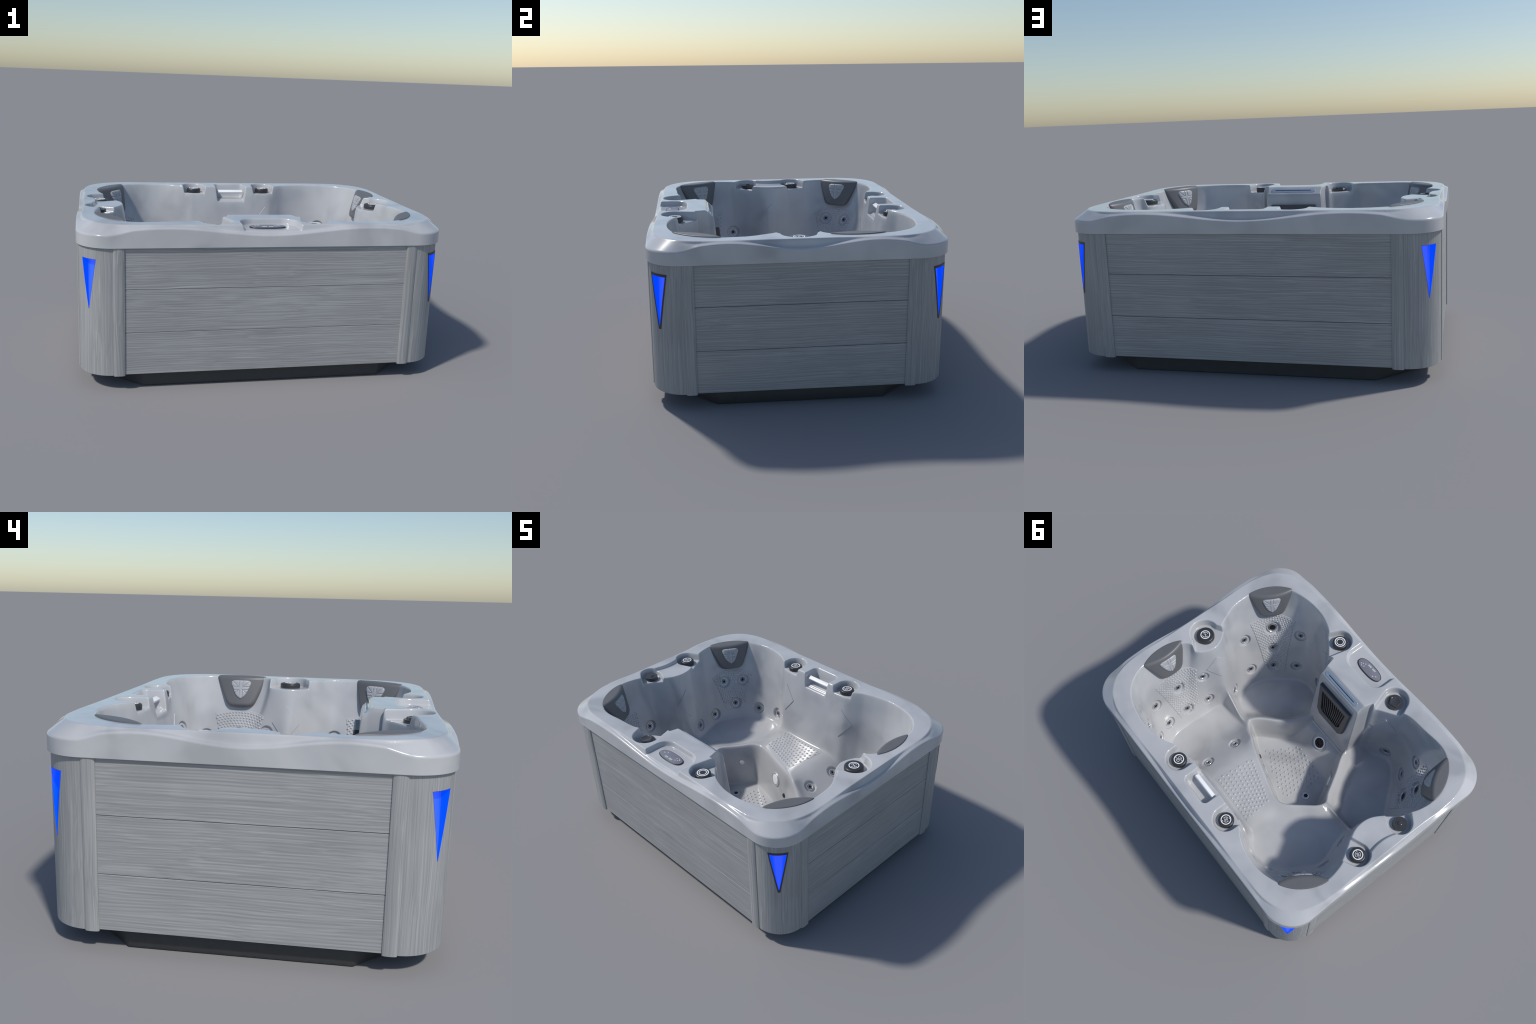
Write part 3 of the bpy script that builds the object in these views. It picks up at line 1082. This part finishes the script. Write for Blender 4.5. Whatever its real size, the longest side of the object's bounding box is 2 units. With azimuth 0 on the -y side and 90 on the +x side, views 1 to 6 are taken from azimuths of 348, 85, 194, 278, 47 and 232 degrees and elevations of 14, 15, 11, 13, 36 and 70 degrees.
def build_bumps():
    # raised dots on the middle seat
    a, b, c, d = (np.array(q) for q in ((-.178, .272), (.128, .172), (.160, .462), (-.205, .478)))
    rows, cols = 9, 12
    for j in range(rows):
        for i in range(cols):
            u = (i + .5 + (.2 if j % 2 else -.2)) / cols
            v = (j + .5) / rows
            q = (a * (1 - u) + b * u) * (1 - v) + (d * (1 - u) + c * u) * v
            p = F.project(np.array([[q[0], q[1], .39]]), 8)
            dome(p[0], F.normal(p)[0], .0104, .0056)
    # dots on the floor of the foot well
    poly = np.array([(.226, .005), (.085, -.225), (-.19, -.17), (-.20, -.045), (-.148, .129), (.071, .062)])
    step = .0350
    e1 = np.array([.86, -.51])
    e2 = np.array([.51, .86])
    pts = []
    for i in range(-14, 15):
        for j in range(-14, 15):
            q = e1 * step * (i + .5 * (j % 2)) + e2 * step * .8 * j
            if polygon_distance(np.array([q[0]]), np.array([q[1]]), poly)[0] > 0 and math.hypot(q[0] + .228, q[1] + .008) > .06:
                pts.append((q[0], q[1], .09))
    P = F.project(np.array(pts), 10)
    for p, n in zip(P, F.normal(P)):
        dome(p, n, .0086, .0056)
    ob = add('massage_bumps', mesh_from('massage_bumps', *DOMES), MAT['shell'])
    ob['kind'] = 'stuff'
    # flat plate under the dots of the middle seat
    rows, cols = 20, 26
    g = []
    for v in np.concatenate([[0], np.linspace(.012, .988, rows - 2), [1]]):
        for u in np.concatenate([[0], np.linspace(.01, .99, cols - 2), [1]]):
            q = (a * (1 - u) + b * u) * (1 - v) + (d * (1 - u) + c * u) * v
            q = q + (q - (a + b + c + d) / 4) * .03
            g.append((q[0], q[1], .55))
    P, N = conform(np.array(g), np.array([0, 0, -1.0]))
    add('seat_plate', patch_mesh('seat_plate', P, N, rows, cols, .0016, .002), MAT['shell'])


def build_diamonds():
    """Lozenge facets on the wall below each knob."""
    spots = [((.60, .010), (-1, 0)), ((-.60, .003), (1, 0)), ((.256, .42), (0, -1)), ((-.256, .42), (0, -1)),
             ((.345, -.40), (.30, 1)), ((-.350, -.40), (-.30, 1))]
    for (x, y), n in spots:
        n = np.array(n, float) / math.hypot(*n)
        l = np.array([n[1], -n[0]])
        rows = cols = 22
        g = []
        c = np.concatenate([[-1], np.linspace(-.975, .975, rows - 2), [1]])
        for a in c:
            for b in c:
                s, z = (a + b) / 2 * .082, (a - b) / 2 * .106
                g.append((x + l[0] * s, y + l[1] * s, .640 + z))
        P, N = conform(np.array(g), np.array([-n[0], -n[1], 0]))
        add('wall_facet', patch_mesh('wall_facet', P, N, rows, cols, .0036, .003), MAT['shell'])


def build_jets():
    ring = lathe('jet', [(.0235, -.004), (.0240, .003), (.0225, .0052), (.0195, .0052), (.0175, .0030), (.0170, -.004)], 32)
    noz = lathe('jet_nozzle', [(.0172, -.002), (.0165, .0025), (.0135, .0018), (.0130, .0060), (.0095, .0066), (.0082, .0040)], 32)
    hole = lathe('jet_opening', [(.0135, .0005), (.0088, .0028), (.006, .0012), (0, .0010)], 24)
    big = lathe('jet', [(.0370, -.004), (.0378, .003), (.0355, .0060), (.0325, .0060), (.0295, .0030), (.0290, -.004)], 40)
    big_noz = lathe('jet_nozzle', [(.0292, -.002), (.0280, .0030), (.0245, .0020), (.0238, .0050), (.0205, .0052), (.0195, .0010)], 40)
    big_hole = lathe('jet_opening', [(.0225, .0020), (.012, .0016), (0, .0012)], 32)
    for c, n, r, depth in F.dishes[:len(JETS)]:
        large = r > .045
        m = frame(c - n * (depth - .0005), n) @ Matrix.Scale(1.08, 4)
        j = add('jet', big if large else ring, MAT['chrome'], matrix=m)
        add('jet_nozzle', big_noz if large else noz, MAT['steel'], j)
        add('jet_opening', big_hole if large else hole, MAT['black'], j)


def place_jets():
    for x, y, z, large in JETS:
        p = F.project(np.array([[x, y, z]]), 14, .01)[0]
        n = F.normal(p)[0]
        F.dishes.append((p, n, .055 if large else .043, .0115))
    # recesses of the foot well fittings
    for x, y, z, r, dep in ((-.010, -.301, .206, .062, .006), (-.228, -.008, .085, .034, .003)):
        p = F.project(np.array([[x, y, z]]), 14, .01)[0]
        F.dishes.append((p, F.normal(p)[0], r, dep))


def symbol(kind, z):
    parts = ([], [])
    a, b = z - .0006, z + .0008
    if kind == 'rings':
        sector(parts, .0292, .0350, 0, 360, a, b, 48)
        sector(parts, .0190, .0230, 0, 360, a, b, 40)
    else:
        sector(parts, .0258, .0312, 0, 360, a, b, 48)
        if kind == 'swirl':
            for k in (0, 180):
                sector(parts, .0150, .0175, 20 + k, 130 + k, a, b)
                sector(parts, .0085, .0105, -60 + k, 70 + k, a, b)
                bar(parts, .019 * math.cos(math.radians(k - 12)), .019 * math.sin(math.radians(k - 12)),
                    .0235 * math.cos(math.radians(k + 8)), .0235 * math.sin(math.radians(k + 8)), .003, a, b)
            sector(parts, .0030, .0050, 0, 360, a, b, 20)
        else:
            for k in (0, 180):
                sector(parts, .0165, .0195, 20 + k, 150 + k, a, b)
            bar(parts, -.004, .013, .004, -.013, .003, a, b)
            bar(parts, -.009, .002, .009, -.002, .002, a, b)
    return mesh_from('knob_symbol', *parts, smooth=False)


def build_knobs():
    cap = [(.0470, -.0305), (.0475, -.010), (.0465, -.004), (.0430, -.0008), (.0385, .0), (.0, .0006)]
    small = lathe('diverter_knob', cap, 48)
    wide = lathe('diverter_knob', [(r * 1.22, z * 1.12) for r, z in cap], 48)
    collar = lathe('knob_collar', [(.0470, -.036), (.0470, -.0315), (.0440, -.0290), (.0, -.0290)], 40)
    wide_collar = lathe('knob_collar', [(.0575, -.036), (.0575, -.0335), (.054, -.032), (.0, -.032)], 40)
    kinds = {k: symbol(k, .0008) for k in ('swirl', 'gauge', 'rings')}
    for x, y, z, big, kind, turn in ((.240, .631, .864, 0, 'swirl', 20), (-.240, .632, .863, 0, 'swirl', 75), (-.876, .157, .864, 0, 'swirl', -20),
                               (.839, .001, .863, 1, 'gauge', 50), (.262, -.649, .867, 0, 'rings', 0)):
        m = Matrix.Translation((x, y, z)) @ Matrix.Rotation(math.radians(turn), 4, 'Z')
        k = add('diverter_knob', wide if big else small, MAT['knob'], matrix=m)
        add('knob_collar', wide_collar if big else collar, MAT['spout'], k)
        s = add('knob_symbol', kinds[kind], MAT['white'], k)
    dial = lathe('air_dial', [(.052, -.026), (.0525, -.012), (.050, -.009), (.040, -.0085), (.036, .000), (.030, .0012), (.026, -.001), (0, -.0015)], 48)
    # scalloped grip of the larger dial
    v = dial.vertices
    for p in v:
        r = math.hypot(p.co.x, p.co.y)
        if .024 < r < .045 and p.co.z > -.0086:
            k = 1 + .07 * math.cos(5 * math.atan2(p.co.y, p.co.x))
            p.co.x *= k
            p.co.y *= k
    add('air_dial', dial, MAT['dial'], matrix=Matrix.Translation((-.271, -.655, .860)))
    flat = lathe('air_dial', [(.043, -.024), (.0435, -.008), (.041, -.005), (.026, -.0055), (.024, -.003), (.014, -.003),
                              (.0125, .001), (.010, .002), (0, .002)], 40)
    add('air_dial', flat, MAT['dial'], matrix=Matrix.Translation((-.884, -.158, .866)))


def build_control_panel():
    def oval(a, b, n=56, p=2.5):
        out = []
        for i in range(n):
            t = 2 * math.pi * i / n
            c, s = math.cos(t), math.sin(t)
            out.append((a * abs(c) ** (2 / p) * (1 if c > 0 else -1), b * abs(s) ** (2 / p) * (1 if s > 0 else -1)))
        return out
    z = .8515
    m = Matrix.Translation((-.003, -.672, z))
    body = add('control_panel', prism('control_panel', oval(.0985, .0405), 0, .0070, .003, 3), MAT['panel_rim'], matrix=m)
    add('panel_face', prism('panel_face', oval(.0935, .0355), .004, .0092, .002, 2), MAT['panel'], body)
    parts, green = ([], []), ([], [])
    a, b = .0088, .0100
    # left and right arrows, mode marks and the three figure display, read from the front
    for dx in (-.066, -.050):
        sgn = 1 if dx > -.06 else -1
        bar(parts, dx - .004, .010 + sgn * .004, dx + .002, .010 + sgn * .010, .0022, a, b)
        bar(parts, dx + .002, .010 + sgn * .010, dx + .006, .010 + sgn * .003, .0022, a, b)
    for dx, dy in ((.040, .012), (.056, .018), (.058, .002), (.044, -.006), (.068, .010)):
        bar(parts, dx - .004, dy, dx + .004, dy, .0020, a, b)
        bar(parts, dx, dy - .004, dx, dy + .004, .0020, a, b)
    for k, dx in enumerate((-.030, -.021, -.012, .007, .016, .025)):
        for y0 in (-.022, -.014):
            bar(parts, dx - .003, y0, dx + .003, y0 + .001 * (k % 2), .0022, a, b)
        bar(parts, dx - .003, -.022, dx - .003, -.014, .0018, a, b)
        bar(parts, dx + .003, -.018, dx + .003, -.014, .0018, a, b)
    for x0, y0, x1, y1 in ((-.005, -.023, .001, -.023), (.001, -.023, .001, -.013), (-.005, -.013, .001, -.013), (-.005, -.023, -.005, -.013)):
        bar(green, x0, y0, x1, y1, .0022, a, b)
    add('panel_marks', mesh_from('panel_marks', *parts, smooth=False), MAT['white'], body)
    add('panel_display', mesh_from('panel_display', *green, smooth=False), MAT['green'], body)


def stadium(half, r, seg=12):
    return [(half - r + r * math.cos(math.radians(a)), r * math.sin(math.radians(a))) for a in np.linspace(-90, 90, seg)] + \
           [(-half + r + r * math.cos(math.radians(a)), r * math.sin(math.radians(a))) for a in np.linspace(90, 270, seg)]


def build_console():
    # waterfall slot on the sloping top of the console
    n = Vector((0, .68, .735)).normalized()
    m = frame((.002, -.447, .8615), n)
    slot = add('waterfall_slot', prism('waterfall_slot', stadium(.150, .0175), -.006, .0022, .0035, 3), MAT['slot'], matrix=m)
    add('slot_opening', box_mesh('slot_opening', -.120, .120, -.0020, .0020, .0, .0032), MAT['black'], slot)
    # filter grille hung on the face
    n = Vector((0, .996, .090)).normalized()
    m = frame((-.004, -.4150, .771), n)
    top, low = .147, .128
    o = [(-top, 0), (-low, -.285), (-low + .030, -.325), (low - .030, -.325), (low, -.285), (top, 0)]
    hole = [(-.112, -.048), (-.082, -.262), (.082, -.262), (.112, -.048)]
    v, f = [], []

    def loop(pts, z):
        b = len(v)
        v.extend((x, y, z) for x, y in pts)
        return b
    # frame = outer skirt, sloped face, inner lip
    inner = [(-.112, -.048), (-.090, -.240), (-.070, -.262), (.070, -.262), (.090, -.240), (.112, -.048)]
    chain = [(o, -.004), (o, .018), ([(x * .97, -.005 + (y + .005) * .97 if i in (1, 2, 3, 4) else -.005) for i, (x, y) in enumerate(o)], .024),
             ([(x * 1.03, y + (.004 if i in (0, 5) else -.003)) for i, (x, y) in enumerate(inner)], .024), (inner, .021), (inner, .0090)]
    rings = [loop(p, z) for p, z in chain]
    for a, b in zip(rings, rings[1:]):
        for i in range(6):
            j = (i + 1) % 6
            f.append((a + i, a + j, b + j, b + i))
    f.append(tuple(rings[-1] + i for i in range(6)))
    me = mesh_from('filter_grille', v, f)
    bm = bmesh.new()
    bm.from_mesh(me)
    bmesh.ops.recalc_face_normals(bm, faces=bm.faces)
    bm.to_mesh(me)
    bm.free()
    g = add('filter_grille', flat_by_angle(me, 25), MAT['grille'], matrix=m)
    add('grille_opening', prism('grille_opening', [(x * .995, y) for x, y in inner][::-1], .0050, .0105), MAT['black'], g)
    # curved upright slats
    for k in range(11):
        t = -1 + 2 * (k + .5) / 11
        v, f = [], []
        rows = 12
        for i in range(rows + 1):
            s = i / rows
            y = -.050 - .208 * s
            x = t * (.108 - .030 * s) + .010 * math.sin(math.pi * s) * (1 - abs(t))
            for dx, z in ((-.0030, .0095), (-.0022, .0195), (.0022, .0195), (.0030, .0095)):
                v.append((x + dx, y, z))
        for i in range(rows):
            for q in range(3):
                f.append((4 * i + q, 4 * i + q + 1, 4 * i + q + 5, 4 * i + q + 4))
        add('grille_slat', flat_by_angle(mesh_from('grille_slat', v, [x[::-1] for x in f])), MAT['grille'], g)


def build_fittings():
    # spout bar across the filler pocket in the back wall
    bar_me = box_mesh('water_spout', -.087, .089, -.014, .014, -.008, .008, .004, 3)
    add('water_spout', bar_me, MAT['spout'], matrix=Matrix.Translation((.010, .604, .843)) @ Matrix.Rotation(math.radians(28), 4, 'X'))
    # suction cover at the foot of the console
    c, n, r, dep = F.dishes[len(JETS)]
    cover = lathe('suction_cover', [(.046, -.004), (.047, .006), (.042, .0095), (.037, .0085), (.0355, .004), (.0355, -.004)], 44)
    s = add('suction_cover', cover, MAT['lens'], matrix=frame(c - n * (dep - .0005), n))
    add('suction_opening', lathe('suction_opening', [(.037, .0055), (.030, .0062), (.029, .003), (.022, .0030), (.021, .0065), (.017, .0068), (.016, .002), (0, .001)], 40), MAT['black'], s)
    spokes = ([], [])
    for k in range(8):
        a = math.radians(45 * k)
        bar(spokes, .017 * math.cos(a), .017 * math.sin(a), .034 * math.cos(a), .034 * math.sin(a), .006, .003, .0066)
    add('suction_spokes', mesh_from('suction_spokes', *spokes, smooth=False), MAT['jet_insert'], s)
    # drain in the floor
    c, n, r, dep = F.dishes[len(JETS) + 1]
    d = add('floor_drain', lathe('floor_drain', [(.026, -.003), (.0255, .0030), (.022, .0042), (.0135, .0042), (.0125, .001)], 36), MAT['chrome'], matrix=frame(c - n * dep, n))
    star = []
    for k in range(12):
        rr = .0165 if k % 2 == 0 else .0115
        star.append((rr * math.cos(math.pi * k / 6), rr * math.sin(math.pi * k / 6)))
    add('drain_opening', prism('drain_opening', star, .001, .0047), MAT['black'], d)
    # round lights in the risers of the foot well
    lamp = lathe('well_light', [(.050, -.004), (.051, .004), (.046, .0085), (.040, .0085), (.037, .0060), (.037, 0)], 44)
    lens = lathe('light_lens', [(.0375, .003), (.034, .0075), (.020, .0095), (0, .010)], 40)
    for x, y, z in ((.036, .138, .268), (-.258, -.178, .190)):
        p = F.project(np.array([[x, y, z]]), 14, .01)
        q = add('well_light', lamp, MAT['chrome'], matrix=frame(p[0], F.normal(p)[0]))
        add('light_lens', lens, MAT['lens'], q)
    p = F.project(np.array([[.170, .115, .215]]), 14, .01)
    q = add('ozone_outlet', lathe('ozone_outlet', [(.016, -.003), (.016, .004), (.013, .0055), (.009, .005), (.008, .002), (0, .001)], 28), MAT['jet_insert'], matrix=frame(p[0], F.normal(p)[0]))
    p = F.project(np.array([[-.297, .123, .256]]), 14, .01)
    add('round_plug', lathe('round_plug', [(.0175, -.003), (.0175, .003), (.0155, .006), (.009, .0085), (0, .009)], 28), MAT['lens'], matrix=frame(p[0], F.normal(p)[0]))


def main():
    global ROOT, F
    make_materials()
    ROOT = bpy.data.objects.new('hot_tub', None)
    ROOT.empty_display_size = .2
    bpy.context.scene.collection.objects.link(ROOT)
    ROOT['label'] = 'rectangular grey hot tub with timber-look cladding and blue corner lights'
    ROOT['category'] = 'hot tub'
    F = Field()
    place_jets()
    build_shell()
    build_cabinet()
    build_pillows()
    build_pads()
    build_bumps()
    build_diamonds()
    build_jets()
    build_knobs()
    build_control_panel()
    build_console()
    build_fittings()


main()
